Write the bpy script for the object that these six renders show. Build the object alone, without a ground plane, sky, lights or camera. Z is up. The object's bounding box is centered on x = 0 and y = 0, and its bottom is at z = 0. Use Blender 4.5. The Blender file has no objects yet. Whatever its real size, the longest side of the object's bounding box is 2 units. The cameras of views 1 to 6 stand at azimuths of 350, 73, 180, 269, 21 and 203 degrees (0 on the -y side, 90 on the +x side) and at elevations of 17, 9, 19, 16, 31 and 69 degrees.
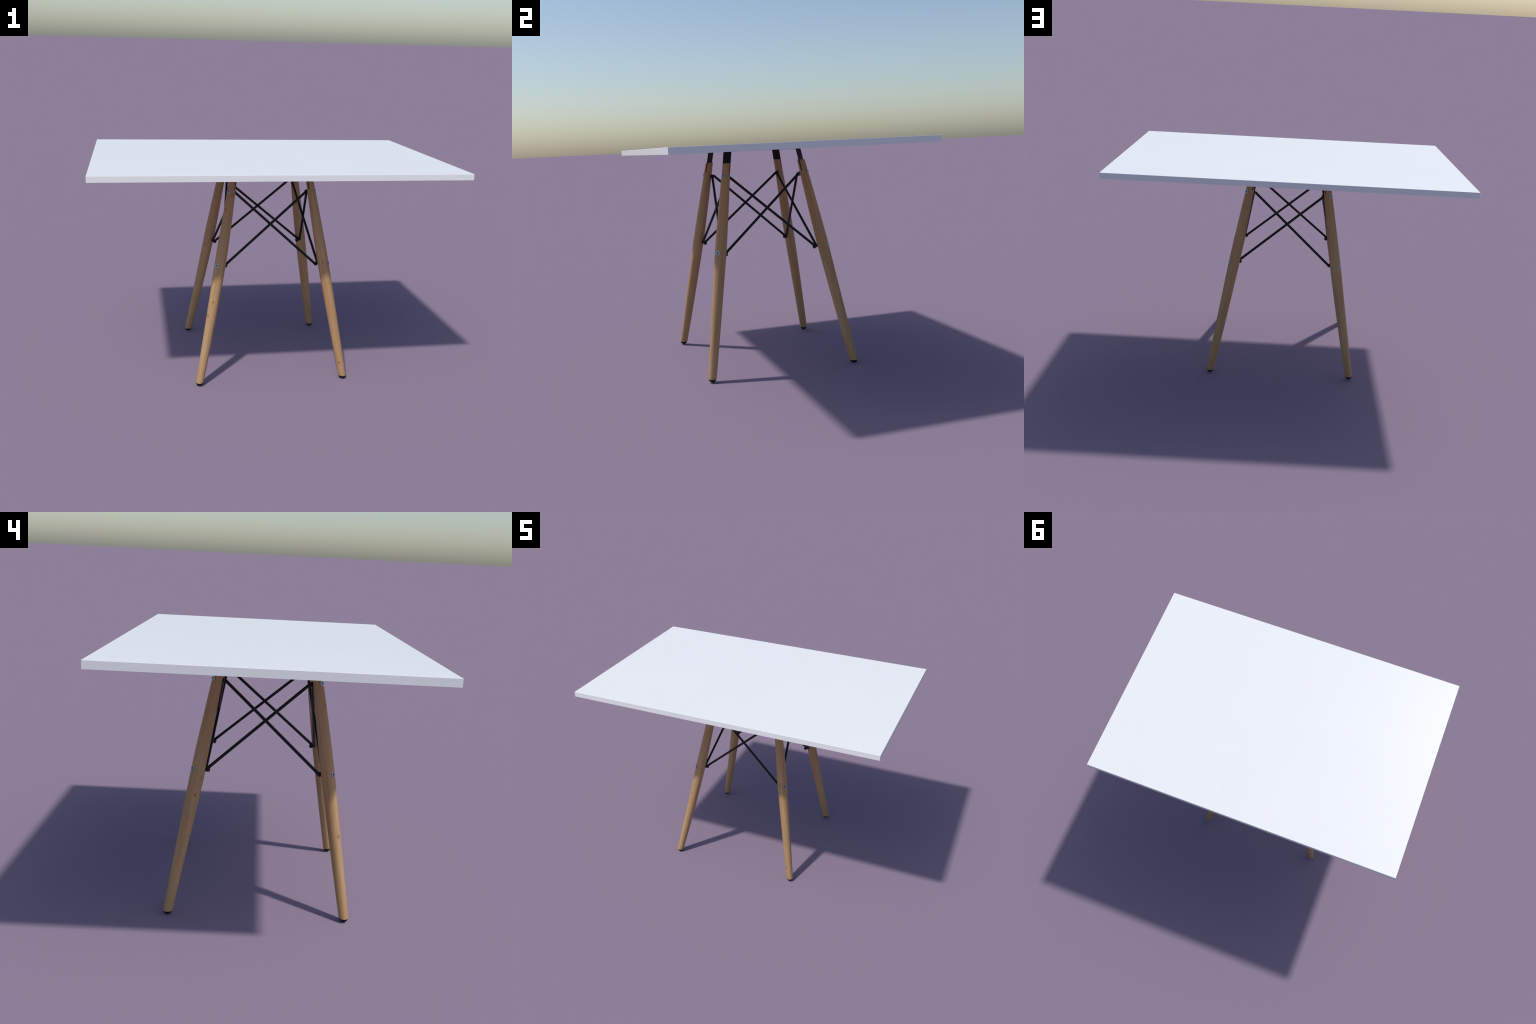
"""White rectangular table on four splayed turned-wood legs with black crossed steel braces."""
import math
import random

import bmesh
import bpy
from mathutils import Matrix, Vector

random.seed(7)
COL = bpy.context.scene.collection

# ------------------------------------------------------------------ sizes (metres)
TOP_X, TOP_Y = 1.0, 0.6664            # half length, half width of the table top
TOP_Z0, TOP_Z1 = 1.2344, 1.2666       # underside and upper face
LEG_Z0, LEG_Z1 = 0.0178, 1.1690       # horizontal cuts of the wood
LEAN_X, LEAN_Y = 0.1787, 0.16965      # how far a leg leans in per metre of height
FOOT_X, FOOT_Y = 0.4249, 0.4169       # where the leg axes meet the ground
CENTRE_X, CENTRE_Y = 0.0008, 0.0
SCREW_LOW, SCREW_HIGH = 0.6825, 1.0945
ROD_R = 0.0074
LEG_PROFILE = [(0.0, 0.0219), (0.06, 0.0231), (0.2, 0.0257), (0.33, 0.0277), (0.45, 0.0294), (0.6, 0.0312),
               (0.7, 0.0323), (0.8, 0.0315), (0.92, 0.0291), (1.07, 0.0255), (1.21, 0.0208)]
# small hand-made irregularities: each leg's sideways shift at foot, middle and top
SHIFT = {"A": ((-0.0030, 0.0), (0.0025, 0.0), (-0.0048, -0.0010)), "B": ((0.0030, 0.0008), (0.0, 0.0), (0.0008, 0.0)),
         "C": ((0.0018, 0.0042), (0.0, 0.0), (0.0020, -0.0015)), "D": ((-0.0028, 0.0035), (0.0015, 0.0), (-0.0055, -0.0028))}
# turn of the screws round the leg (low, high), in radians
SCREW_TURN = {"A": (-0.060, 0.030), "B": (-0.068, -0.027), "C": (0.091, -0.030), "D": (0.124, 0.117)}
# brace rods, upper leg to lower leg: inward and sideways place of each end, and its rise
RODS = {"AB": (0.0350, 0.0020, 0.0448, 0.0124, -0.0006, -0.0013), "BA": (0.0357, 0.0044, 0.0352, 0.0046, 0.0003, 0.0012),
        "BC": (0.0372, 0.0072, 0.0379, 0.0194, 0.0016, -0.0013), "CB": (0.0397, 0.0024, 0.0408, 0.0042, 0.0009, 0.0004),
        "CD": (0.0468, 0.0014, 0.0491, 0.0013, 0.0026, -0.0003), "DC": (0.0346, -0.0001, 0.0385, -0.0073, -0.0014, 0.0026),
        "DA": (0.0467, 0.0011, 0.0382, 0.0128, 0.0023, -0.0004), "AD": (0.0404, 0.0081, 0.0402, 0.0075, 0.0027, 0.0000)}
NUTS = {"A": (0.0524, -0.0003), "B": (0.0540, -0.0020), "C": (0.0537, 0.0081), "D": (0.0570, -0.0060)}
BAR_TURN = math.radians(4.0)
CORNERS = {"A": (-1, -1), "B": (1, -1), "C": (1, 1), "D": (-1, 1)}
# knots in the wood of each leg: (distance along the axis, angle round it in degrees, size)
KNOTS = {
    "A": [(1.107, -135, 1.0), (1.023, 178, 1.15), (0.494, -148, 1.0), (0.413, 174, 1.2), (0.30, 20, 0.8)],
    "B": [(0.713, 120, 1.0), (0.102, 115, 1.15), (0.86, -20, 0.8), (0.40, -75, 0.8)],
    "C": [(0.773, 131, 0.55), (0.592, 113, 0.6), (0.4895, -31, 0.6), (0.93, -95, 0.7)],
    "D": [(0.995, -71, 1.0), (0.665, -78, 0.85), (0.585, -112, 1.1), (0.386, -76, 0.9), (0.059, -35, 0.8)],
}


def leg_radius(s):
    for (s0, r0), (s1, r1) in zip(LEG_PROFILE, LEG_PROFILE[1:]):
        if s <= s1:
            k = max(0.0, (s - s0) / (s1 - s0))
            return r0 + (r1 - r0) * k
    return LEG_PROFILE[-1][1]


def smooth_radius(s):
    return sum(leg_radius(s + d) for d in (-0.04, -0.02, 0.0, 0.02, 0.04)) / 5.0


def axis_point(c, z):
    sx, sy = CORNERS[c]
    return Vector((CENTRE_X + sx * (FOOT_X - LEAN_X * z), CENTRE_Y + sy * (FOOT_Y - LEAN_Y * z), z))


def shift(c, z):
    """Smooth sideways shift of the leg at a height (a parabola through foot, middle and top)."""
    z0, z1, z2 = 0.018, 0.60, 1.15
    w = ((z - z1) * (z - z2) / ((z0 - z1) * (z0 - z2)), (z - z0) * (z - z2) / ((z1 - z0) * (z1 - z2)),
         (z - z0) * (z - z1) / ((z2 - z0) * (z2 - z1)))
    return Vector((sum(k * p[0] for k, p in zip(w, SHIFT[c])), sum(k * p[1] for k, p in zip(w, SHIFT[c])), 0.0))


def leg_point(c, z):
    return axis_point(c, z) + shift(c, z)


def bend(me, c, frame):
    """Move a mesh given in leg coordinates along the leg's shift."""
    rot = frame.to_3x3().inverted()
    for v in me.vertices:
        v.co += rot @ shift(c, (frame @ v.co).z)


def leg_frame(c):
    """Local x points inward along the screws, y runs round the leg, z up the leg."""
    sx, sy = CORNERS[c]
    up = (axis_point(c, 1.0) - axis_point(c, 0.0)).normalized()
    inward = Vector((-sx, -sy, 0.0)).normalized()
    inward = (inward - up * inward.dot(up)).normalized()
    side = up.cross(inward)
    m = Matrix((inward, side, up)).transposed().to_4x4()
    m.translation = axis_point(c, 0.0)
    return m


# ------------------------------------------------------------------ materials
class Nodes:
    def __init__(self, name):
        self.mat = bpy.data.materials.new(name)
        self.mat.use_nodes = True
        self.t = self.mat.node_tree
        self.bsdf = next(n for n in self.t.nodes if n.type == "BSDF_PRINCIPLED")

    def add(self, kind, **props):
        n = self.t.nodes.new(kind)
        for k, v in props.items():
            setattr(n, k, v)
        return n

    def link(self, a, b):
        self.t.links.new(a, b)

    def math(self, op, a, b=None, clamp=False):
        n = self.add("ShaderNodeMath", operation=op, use_clamp=clamp)
        for i, v in enumerate((a, b)):
            if v is None:
                continue
            if isinstance(v, (int, float)):
                n.inputs[i].default_value = v
            else:
                self.link(v, n.inputs[i])
        return n.outputs[0]

    def mix(self, fac, a, b, blend="MIX"):
        n = self.add("ShaderNodeMix", data_type="RGBA", blend_type=blend)
        for i, v in ((0, fac), (6, a), (7, b)):
            if isinstance(v, (int, float)):
                n.inputs[i].default_value = v
            elif isinstance(v, tuple):
                n.inputs[i].default_value = (*v, 1.0)
            else:
                self.link(v, n.inputs[i])
        return n.outputs[2]

    def noise(self, vec, scale, detail=2.0, rough=0.5, distort=0.0):
        n = self.add("ShaderNodeTexNoise")
        self.link(vec, n.inputs["Vector"])
        n.inputs["Scale"].default_value = scale
        n.inputs["Detail"].default_value = detail
        n.inputs["Roughness"].default_value = rough
        n.inputs["Distortion"].default_value = distort
        return n.outputs["Fac"]

    def ramp(self, fac, stops):
        n = self.add("ShaderNodeValToRGB")
        el = n.color_ramp.elements
        while len(el) < len(stops):
            el.new(0.5)
        for e, (p, c) in zip(el, stops):
            e.position = p
            e.color = (*c, 1.0) if isinstance(c, tuple) else (c, c, c, 1.0)
        self.link(fac, n.inputs[0])
        return n.outputs[0]

    def mapping(self, vec, loc=(0, 0, 0), scale=(1, 1, 1)):
        n = self.add("ShaderNodeMapping")
        n.inputs["Location"].default_value = loc
        n.inputs["Scale"].default_value = scale
        self.link(vec, n.inputs["Vector"])
        return n.outputs[0]

    def set(self, **kw):
        for k, v in kw.items():
            sock = self.bsdf.inputs[k]
            if isinstance(v, (int, float)):
                sock.default_value = v
            elif isinstance(v, tuple):
                sock.default_value = (*v, 1.0)
            else:
                self.link(v, sock)

    def bump(self, height, strength, distance):
        n = self.add("ShaderNodeBump")
        n.inputs["Strength"].default_value = strength
        n.inputs["Distance"].default_value = distance
        self.link(height, n.inputs["Height"])
        self.link(n.outputs[0], self.bsdf.inputs["Normal"])


def white_laminate():
    m = Nodes("white_laminate")
    obj = m.add("ShaderNodeTexCoord").outputs["Object"]
    cloud = m.noise(obj, 2.2, 3.0)
    colour = m.ramp(cloud, [(0.3, (0.766, 0.770, 0.775)), (0.7, (0.778, 0.782, 0.786))])
    m.set(**{"Base Color": colour, "Roughness": 0.34, "IOR": 1.43})
    return m.mat


def pale_wood(corner):
    m = Nodes("pale_wood_" + corner.lower())
    obj = m.add("ShaderNodeTexCoord").outputs["Object"]
    off = {"A": 0.0, "B": 3.1, "C": 7.7, "D": 12.3}[corner]
    # long streaks up the leg: broad bands, then finer lines, then pores
    warp = m.add("ShaderNodeVectorMath", operation="ADD")
    wob = m.add("ShaderNodeTexNoise")
    wob.inputs["Scale"].default_value = 3.0
    m.link(m.mapping(obj, (off, 0, 0), (2, 2, 1)), wob.inputs["Vector"])
    sc = m.add("ShaderNodeVectorMath", operation="SCALE")
    m.link(wob.outputs["Color"], sc.inputs[0])
    sc.inputs["Scale"].default_value = 0.012
    m.link(obj, warp.inputs[0])
    m.link(sc.outputs[0], warp.inputs[1])
    v = warp.outputs[0]
    broad = m.noise(m.mapping(v, (off, off, 0), (50, 50, 2.0)), 1.0, 2.0, 0.5)
    fine = m.noise(m.mapping(v, (off, 5 + off, 0), (230, 230, 5.0)), 1.0, 3.0, 0.55)
    pore = m.noise(m.mapping(v, (off, 9 + off, 0), (620, 620, 14.0)), 1.0, 2.0, 0.6)
    hue = m.noise(m.mapping(v, (4 + off, 2, 0), (48, 48, 3.2)), 1.0, 2.0, 0.5)
    base = m.ramp(broad, [(0.32, WOOD_LIGHT), (0.52, WOOD_MID), (0.70, WOOD_WARM)])
    red = m.ramp(hue, [(0.48, 0.0), (0.72, 1.0)])
    base = m.mix(m.math("MULTIPLY", red, 0.55), base, WOOD_RED)
    line = m.ramp(fine, [(0.32, 0.78), (0.48, 1.0), (0.75, 1.04)])
    base = m.mix(1.0, base, line, "MULTIPLY")
    dots = m.ramp(pore, [(0.28, 0.86), (0.42, 1.0)])
    base = m.mix(0.7, base, dots, "MULTIPLY")
    # knots
    for s, ang, size in KNOTS[corner]:
        r = smooth_radius(s)
        a = math.radians(ang)
        p = Vector((r * math.cos(a), r * math.sin(a), s))
        sub = m.add("ShaderNodeVectorMath", operation="SUBTRACT")
        m.link(obj, sub.inputs[0])
        sub.inputs[1].default_value = p
        squash = m.add("ShaderNodeVectorMath", operation="MULTIPLY")
        m.link(sub.outputs[0], squash.inputs[0])
        squash.inputs[1].default_value = (1.0, 1.0, 0.8)
        ln = m.add("ShaderNodeVectorMath", operation="LENGTH")
        m.link(squash.outputs[0], ln.inputs[0])
        wobble = m.noise(obj, 260.0, 1.0)
        d = m.math("ADD", ln.outputs["Value"], m.math("MULTIPLY", m.math("SUBTRACT", wobble, 0.5), 0.003))
        core = m.add("ShaderNodeMapRange", interpolation_type="SMOOTHSTEP")
        m.link(d, core.inputs["Value"])
        core.inputs["From Min"].default_value = 0.0012 * size
        core.inputs["From Max"].default_value = 0.0066 * size
        core.inputs["To Min"].default_value = 0.9
        core.inputs["To Max"].default_value = 0.0
        halo = m.add("ShaderNodeMapRange", interpolation_type="SMOOTHSTEP")
        m.link(d, halo.inputs["Value"])
        halo.inputs["From Min"].default_value = 0.003 * size
        halo.inputs["From Max"].default_value = 0.016 * size
        halo.inputs["To Min"].default_value = 0.45
        halo.inputs["To Max"].default_value = 0.0
        base = m.mix(halo.outputs[0], base, WOOD_RED)
        base = m.mix(core.outputs[0], base, (0.20, 0.066, 0.034))
    m.set(**{"Base Color": base, "Roughness": 0.55, "IOR": 1.30})
    m.bump(fine, 0.12, 0.0006)
    return m.mat


WOOD_LIGHT = (0.445, 0.294, 0.156)
WOOD_MID = (0.428, 0.267, 0.131)
WOOD_WARM = (0.408, 0.238, 0.107)
WOOD_RED = (0.408, 0.198, 0.087)


def black_steel(name, rough):
    m = Nodes(name)
    obj = m.add("ShaderNodeTexCoord").outputs["Object"]
    grain = m.noise(obj, 900.0, 2.0)
    m.set(**{"Base Color": m.ramp(grain, [(0.3, (0.0026, 0.0026, 0.0028)), (0.7, (0.0044, 0.0044, 0.0048))]),
             "Roughness": rough, "IOR": 1.36})
    return m.mat


def rubber():
    m = Nodes("black_rubber")
    obj = m.add("ShaderNodeTexCoord").outputs["Object"]
    m.set(**{"Base Color": m.ramp(m.noise(obj, 300.0), [(0.3, (0.002,) * 3), (0.7, (0.004,) * 3)]), "Roughness": 0.6, "IOR": 1.3})
    return m.mat


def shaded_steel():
    m = Nodes("dark_recess_steel")
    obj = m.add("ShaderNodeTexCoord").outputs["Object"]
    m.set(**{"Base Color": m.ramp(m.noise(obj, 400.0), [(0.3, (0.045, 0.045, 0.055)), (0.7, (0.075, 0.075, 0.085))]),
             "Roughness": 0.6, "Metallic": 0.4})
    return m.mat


def zinc():
    m = Nodes("zinc_plated_steel")
    obj = m.add("ShaderNodeTexCoord").outputs["Object"]
    brushed = m.noise(m.mapping(obj, (0, 0, 0), (300, 300, 300)), 1.0, 2.0)
    m.set(**{"Base Color": m.ramp(brushed, [(0.3, (0.28, 0.305, 0.32)), (0.7, (0.35, 0.375, 0.39))]),
             "Metallic": 1.0, "Roughness": 0.36})
    return m.mat


# ------------------------------------------------------------------ mesh helpers
def make(name, bm, mat, parent=None, matrix=None, smooth=True, angle=35.0):
    bmesh.ops.recalc_face_normals(bm, faces=bm.faces)
    me = bpy.data.meshes.new(name)
    bm.to_mesh(me)
    bm.free()
    return place(name, me, mat, parent, matrix, smooth, angle)


def place(name, me, mat, parent=None, matrix=None, smooth=True, angle=35.0):
    if smooth:
        me.shade_smooth()
        me.set_sharp_from_angle(angle=math.radians(angle))
    if mat and not me.materials:
        me.materials.append(mat)
    ob = bpy.data.objects.new(name, me)
    COL.objects.link(ob)
    ob.matrix_world = matrix or Matrix.Identity(4)
    if parent:
        ob.parent = parent
        ob.matrix_parent_inverse = parent.matrix_world.inverted()
    return ob


def loft(bm, rings, cap=True):
    """Skin a list of closed rings of points."""
    vs = [[bm.verts.new(p) for p in ring] for ring in rings]
    n = len(rings[0])
    for a, b in zip(vs, vs[1:]):
        for i in range(n):
            bm.faces.new((a[i], a[(i + 1) % n], b[(i + 1) % n], b[i]))
    if cap:
        bm.faces.new(vs[0][::-1])
        bm.faces.new(vs[-1])
    return vs


def turned(profile, seg=32):
    """Lathe (height, radius) pairs round z."""
    bm = bmesh.new()
    loft(bm, [[Vector((r * math.cos(t), r * math.sin(t), h)) for t in
               (2 * math.pi * i / seg for i in range(seg))] for h, r in profile])
    return bm


def box(bm, lo, hi):
    r = bmesh.ops.create_cube(bm, size=1.0)
    for v in r["verts"]:
        v.co = Vector([lo[i] + (v.co[i] + 0.5) * (hi[i] - lo[i]) for i in range(3)])
    return r["verts"]


def cut(me, bm_cutter):
    """Boolean difference of two meshes, applied."""
    cutter = bpy.data.meshes.new("cutter")
    bmesh.ops.recalc_face_normals(bm_cutter, faces=bm_cutter.faces)
    bm_cutter.to_mesh(cutter)
    bm_cutter.free()
    oa, ob = bpy.data.objects.new("body", me), bpy.data.objects.new("cutter", cutter)
    COL.objects.link(oa)
    COL.objects.link(ob)
    mod = oa.modifiers.new("cut", "BOOLEAN")
    mod.operation, mod.solver, mod.object = "DIFFERENCE", "EXACT", ob
    bpy.context.view_layer.update()
    res = bpy.data.meshes.new_from_object(oa.evaluated_get(bpy.context.evaluated_depsgraph_get()))
    bpy.data.objects.remove(oa)
    bpy.data.objects.remove(ob)
    bpy.data.meshes.remove(cutter)
    return res


def align_z(direction, spin=0.0, at=(0, 0, 0)):
    m = Vector(direction).to_track_quat("Z", "Y").to_matrix().to_4x4() @ Matrix.Rotation(spin, 4, "Z")
    m.translation = Vector(at)
    return m


# ------------------------------------------------------------------ build
root = bpy.data.objects.new("dining_table", None)
COL.objects.link(root)
root["label"] = "white rectangular table on splayed wooden legs with black crossed wire braces"
root["category"] = "dining table"

M_WHITE, M_ZINC, M_RUBBER = white_laminate(), zinc(), rubber()
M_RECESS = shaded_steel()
M_ROD, M_BAR = black_steel("black_lacquered_steel", 0.38), black_steel("black_painted_steel", 0.5)

# table top: a plain slab with finely eased edges
bm = bmesh.new()
box(bm, (-TOP_X, -TOP_Y, TOP_Z0), (TOP_X, TOP_Y, TOP_Z1))
upper = [e for e in bm.edges if max(v.co.z for v in e.verts) > TOP_Z1 - 1e-5]
bmesh.ops.bevel(bm, geom=upper, offset=0.0013, segments=2, profile=0.5, affect="EDGES")
top = make("tabletop", bm, M_WHITE, root, None, False)


def screw_heights(c):
    """Low and high screw of a leg; the right-hand pair sits a hair lower and higher."""
    return (SCREW_LOW - 0.0023, SCREW_HIGH + 0.0014) if c in "BC" else (SCREW_LOW + 0.0007, SCREW_HIGH - 0.0014)


def build_leg(c):
    frame = leg_frame(c)
    up, inward, side = frame.col[2].xyz, frame.col[0].xyz, frame.col[1].xyz
    seg, rows = 64, 96

    def end(z, x, y):                     # local height at which a horizontal saw cut meets (x, y)
        return (z - x * inward.z - y * side.z) / up.z

    rings = []
    params = [-2, -1] + [i / rows for i in range(rows + 1)]
    for t in params:
        ring = []
        for i in range(seg):
            a = 2 * math.pi * i / seg
            ca, sa = math.cos(a), math.sin(a)
            lo = end(LEG_Z0, smooth_radius(0.02) * ca, smooth_radius(0.02) * sa)
            hi = end(LEG_Z1, smooth_radius(1.2) * ca, smooth_radius(1.2) * sa)
            if t < 0:                     # eased lower rim
                s = lo + (0.0 if t == -2 else 0.0008)
                r = smooth_radius(lo) - (0.0009 if t == -2 else 0.0003)
                if t == -2:
                    s = end(LEG_Z0, r * ca, r * sa)
            else:
                s = lo + 0.0024 + t * (hi - lo - 0.0024)
                r = smooth_radius(s)
            ring.append(Vector((r * ca, r * sa, s)))
        rings.append(ring)
    bm = bmesh.new()
    loft(bm, rings)
    bmesh.ops.recalc_face_normals(bm, faces=bm.faces)
    me = bpy.data.meshes.new("leg")
    bm.to_mesh(me)
    bm.free()
    # the saw slot that takes the flat steel bar
    slot = bmesh.new()
    s_low = 1.1085 / up.z
    box(slot, (-0.0027, -0.06, s_low), (0.0031, 0.06, s_low + 0.2))
    quarter = Matrix.Rotation(BAR_TURN * (1 if c in "BD" else -1), 4, "Z")
    slot.transform(quarter)
    me = cut(me, slot)
    for z, turn in zip(screw_heights(c), SCREW_TURN[c]):
        h = z / up.z
        seat = turned([(-0.0072, 0.0105), (-0.0030, 0.0134), (0.0200, 0.0136)], 40)
        d = Vector((-math.cos(turn), math.sin(turn), 0.0))
        seat.transform(align_z(d, 0.0, Vector((0, 0, h)) + d * smooth_radius(h)))
        me = cut(me, seat)
    me.name = "leg"
    me.materials.clear()
    bend(me, c, frame)
    leg = place("leg", me, pale_wood(c), root, frame, True, 40.0)

    # flat bar standing in the slot and rising to the under-frame
    bm = bmesh.new()
    hi = (TOP_Z0 - 0.0030) / up.z
    box(bm, (-0.0025, -0.0238, s_low + 0.001), (0.0029, 0.0238, hi))
    bmesh.ops.bevel(bm, geom=bm.edges[:], offset=0.0004, segments=1, affect="EDGES")
    bm.transform(quarter)
    bend(make("flat_bar", bm, M_BAR, leg, frame).data, c, frame)

    # domed rubber foot under the flat-sawn end
    prof = [(LEG_Z0 + 0.0012, 0.0206)]
    for i in range(11):
        a = 0.5 * math.pi * i / 11
        prof.append((LEG_Z0 * (1 - math.sin(a)), 0.0210 * math.cos(a) ** 0.9))
    prof.append((0.0, 0.0015))
    at = leg_point(c, LEG_Z0 * 0.8)
    make("rubber_foot", turned(prof, 40), M_RUBBER, leg, Matrix.Translation((at.x, at.y, 0.0)))

    # cross-head screws outside, cap nuts inside
    for z, lower in zip(screw_heights(c), (True, False)):
        p = leg_point(c, z)
        turn = SCREW_TURN[c][0 if lower else 1]
        out = -inward * math.cos(turn) + side * math.sin(turn)
        r = smooth_radius(z / up.z)
        face = r + 0.0005
        head = turned([(-0.0052, 0.0060), (-0.0022, 0.0122), (-0.0012, 0.0132), (-0.0005, 0.0131), (0.0, 0.0123)], 40)
        bmesh.ops.recalc_face_normals(head, faces=head.faces)
        me = bpy.data.meshes.new("screw_head")
        head.to_mesh(me)
        head.free()
        cross = bmesh.new()
        for k in range(4):
            a = k * math.pi / 2
            outer, wo, wi = 0.0084, 0.0012, 0.0027
            pts = [(0.0, -wi), (outer, -wo), (outer, wo), (0.0, wi)]
            rot = Matrix.Rotation(a, 3, "Z")
            rings = []
            for h, f in ((-0.0034, 0.62), (0.002, 1.08)):
                rings.append([rot @ Vector((x * f - 0.0006, y * f, h)) for x, y in pts])
            part = bmesh.new()
            loft(part, rings)
            tmp = bpy.data.meshes.new("arm")
            bmesh.ops.recalc_face_normals(part, faces=part.faces)
            part.to_mesh(tmp)
            part.free()
            one = bmesh.new()
            one.from_mesh(tmp)
            bpy.data.meshes.remove(tmp)
            me = cut(me, one)
        cross.free()
        me.name = "screw"
        me.materials.clear()
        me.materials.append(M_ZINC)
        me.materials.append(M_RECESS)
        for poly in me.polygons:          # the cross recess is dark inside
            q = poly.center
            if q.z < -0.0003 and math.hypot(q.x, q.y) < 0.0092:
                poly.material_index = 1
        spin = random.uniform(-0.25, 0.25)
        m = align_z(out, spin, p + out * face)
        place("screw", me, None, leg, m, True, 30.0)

        # threaded shank end and nut
        base = r - 0.002
        if not lower and c == "C":        # one bare washer shows on this leg
            washer = turned([(0.0, 0.0128), (0.0022, 0.0133), (0.0026, 0.0125)], 32)
            make("washer", washer, M_ZINC, leg, align_z(inward, 0, p + inward * (r - 0.0002)))
        # lower nuts stand clear of the rods, upper ones sit between them
        if lower:
            n_in, n_side = NUTS[c]
            q = p + inward * n_in + side * n_side + up * 0.0015
            prof = [(-(n_in - base), 0.0050), (-0.0075, 0.0050), (-0.0070, 0.0100), (-0.0058, 0.0113), (0.0030, 0.0113),
                    (0.0055, 0.0100), (0.0072, 0.0072), (0.0080, 0.0034)]
            nut_axis = (q - p).normalized()
        else:
            q, nut_axis = p + inward * 0.0350, inward
            prof = [(base - 0.0350, 0.0070), (-0.0080, 0.0070), (-0.0076, 0.0108), (-0.0066, 0.0119), (0.0020, 0.0119),
                    (0.0052, 0.0106), (0.0070, 0.0075), (0.0078, 0.0034)]
        make("cap_nut", turned(prof, 32), M_ROD, leg, align_z(nut_axis, 0, q))
    return leg


LEGS = {c: build_leg(c) for c in "ABCD"}


def brace(hi_corner, lo_corner):
    """Round rod with pressed flat ends, from an upper screw of one leg to the lower screw of the next."""
    f0, f1 = leg_frame(hi_corner), leg_frame(lo_corner)
    in0, in1 = f0.col[0].xyz.normalized(), f1.col[0].xyz.normalized()
    def end(c, other, frame, z, a, b):
        side = frame.col[1].xyz
        toward = 1.0 if (leg_point(other, z) - leg_point(c, z)).dot(side) > 0 else -1.0
        return leg_point(c, z) + frame.col[0].xyz * a + side * (b * toward)

    a0, b0, a1, b1, rise0, rise1 = RODS[hi_corner + lo_corner]
    p0 = end(hi_corner, lo_corner, f0, 1.0944 + rise0, a0, b0)
    p1 = end(lo_corner, hi_corner, f1, 0.682 + rise1, a1, b1)
    d = (p1 - p0).normalized()
    length = (p1 - p0).length

    def flat_axes(n):
        w = (n - d * n.dot(d)).normalized()
        return w, d.cross(w)

    seg = 20
    rings = []
    stations = []                         # (distance, half thickness, half width, end)
    for x, k in ((-0.0060, 0.30), (-0.0054, 0.58), (-0.0040, 0.84), (-0.0016, 0.98), (0.004, 1.0)):
        stations.append((x, 0.0066 * min(1.0, k + 0.06), 0.0077 * k))
    stations += [(0.012, 0.0070, 0.0075), (0.020, ROD_R, ROD_R)]
    body = [(x, th, wd, 0) for x, th, wd in stations]
    body += [(length * f, ROD_R, ROD_R, 0 if f < 0.5 else 1) for f in (0.25, 0.49, 0.51, 0.75)]
    body += [(length - x, th, wd, 1) for x, th, wd in reversed(stations)]
    ref_w, ref_b = flat_axes(in0)
    for x, th, wd, e in body:
        w, b = flat_axes(in0 if e == 0 else in1)
        ring = []
        for i in range(seg):
            t = 2 * math.pi * i / seg
            # keep ring points aligned along the rod whichever way the flat faces
            v = ref_w * math.cos(t) + ref_b * math.sin(t)
            ring.append(p0 + d * x + w * (v.dot(w) * th) + b * (v.dot(b) * wd))
        rings.append(ring)
    bm = bmesh.new()
    loft(bm, rings)
    centre = (p0 + p1) / 2
    bmesh.ops.translate(bm, verts=bm.verts, vec=-centre)
    return make("brace_rod", bm, M_ROD, root, Matrix.Translation(centre), True, 50.0)


ring_order = "ABCD"
for i, c in enumerate(ring_order):
    nxt = ring_order[(i + 1) % 4]
    brace(c, nxt)
    brace(nxt, c)

# crossed flat bars under the top, joining opposite legs
for n, (a, b) in enumerate((("A", "C"), ("B", "D"))):
    pa, pb = leg_point(a, TOP_Z0), leg_point(b, TOP_Z0)
    d = (pb - pa)
    d.z = 0
    half = d.length / 2 + 0.004
    bm = bmesh.new()
    th = 0.0050 - 0.0006 * n
    box(bm, (-half, -0.0236, -th), (half, 0.0236, -0.0002 - 0.0003 * n))
    mid = (pa + pb) / 2
    m = Matrix.Rotation(math.atan2(d.y, d.x), 4, "Z")
    m.translation = Vector((mid.x, mid.y, TOP_Z0))
    make("under_frame_bar", bm, M_BAR, root, m)
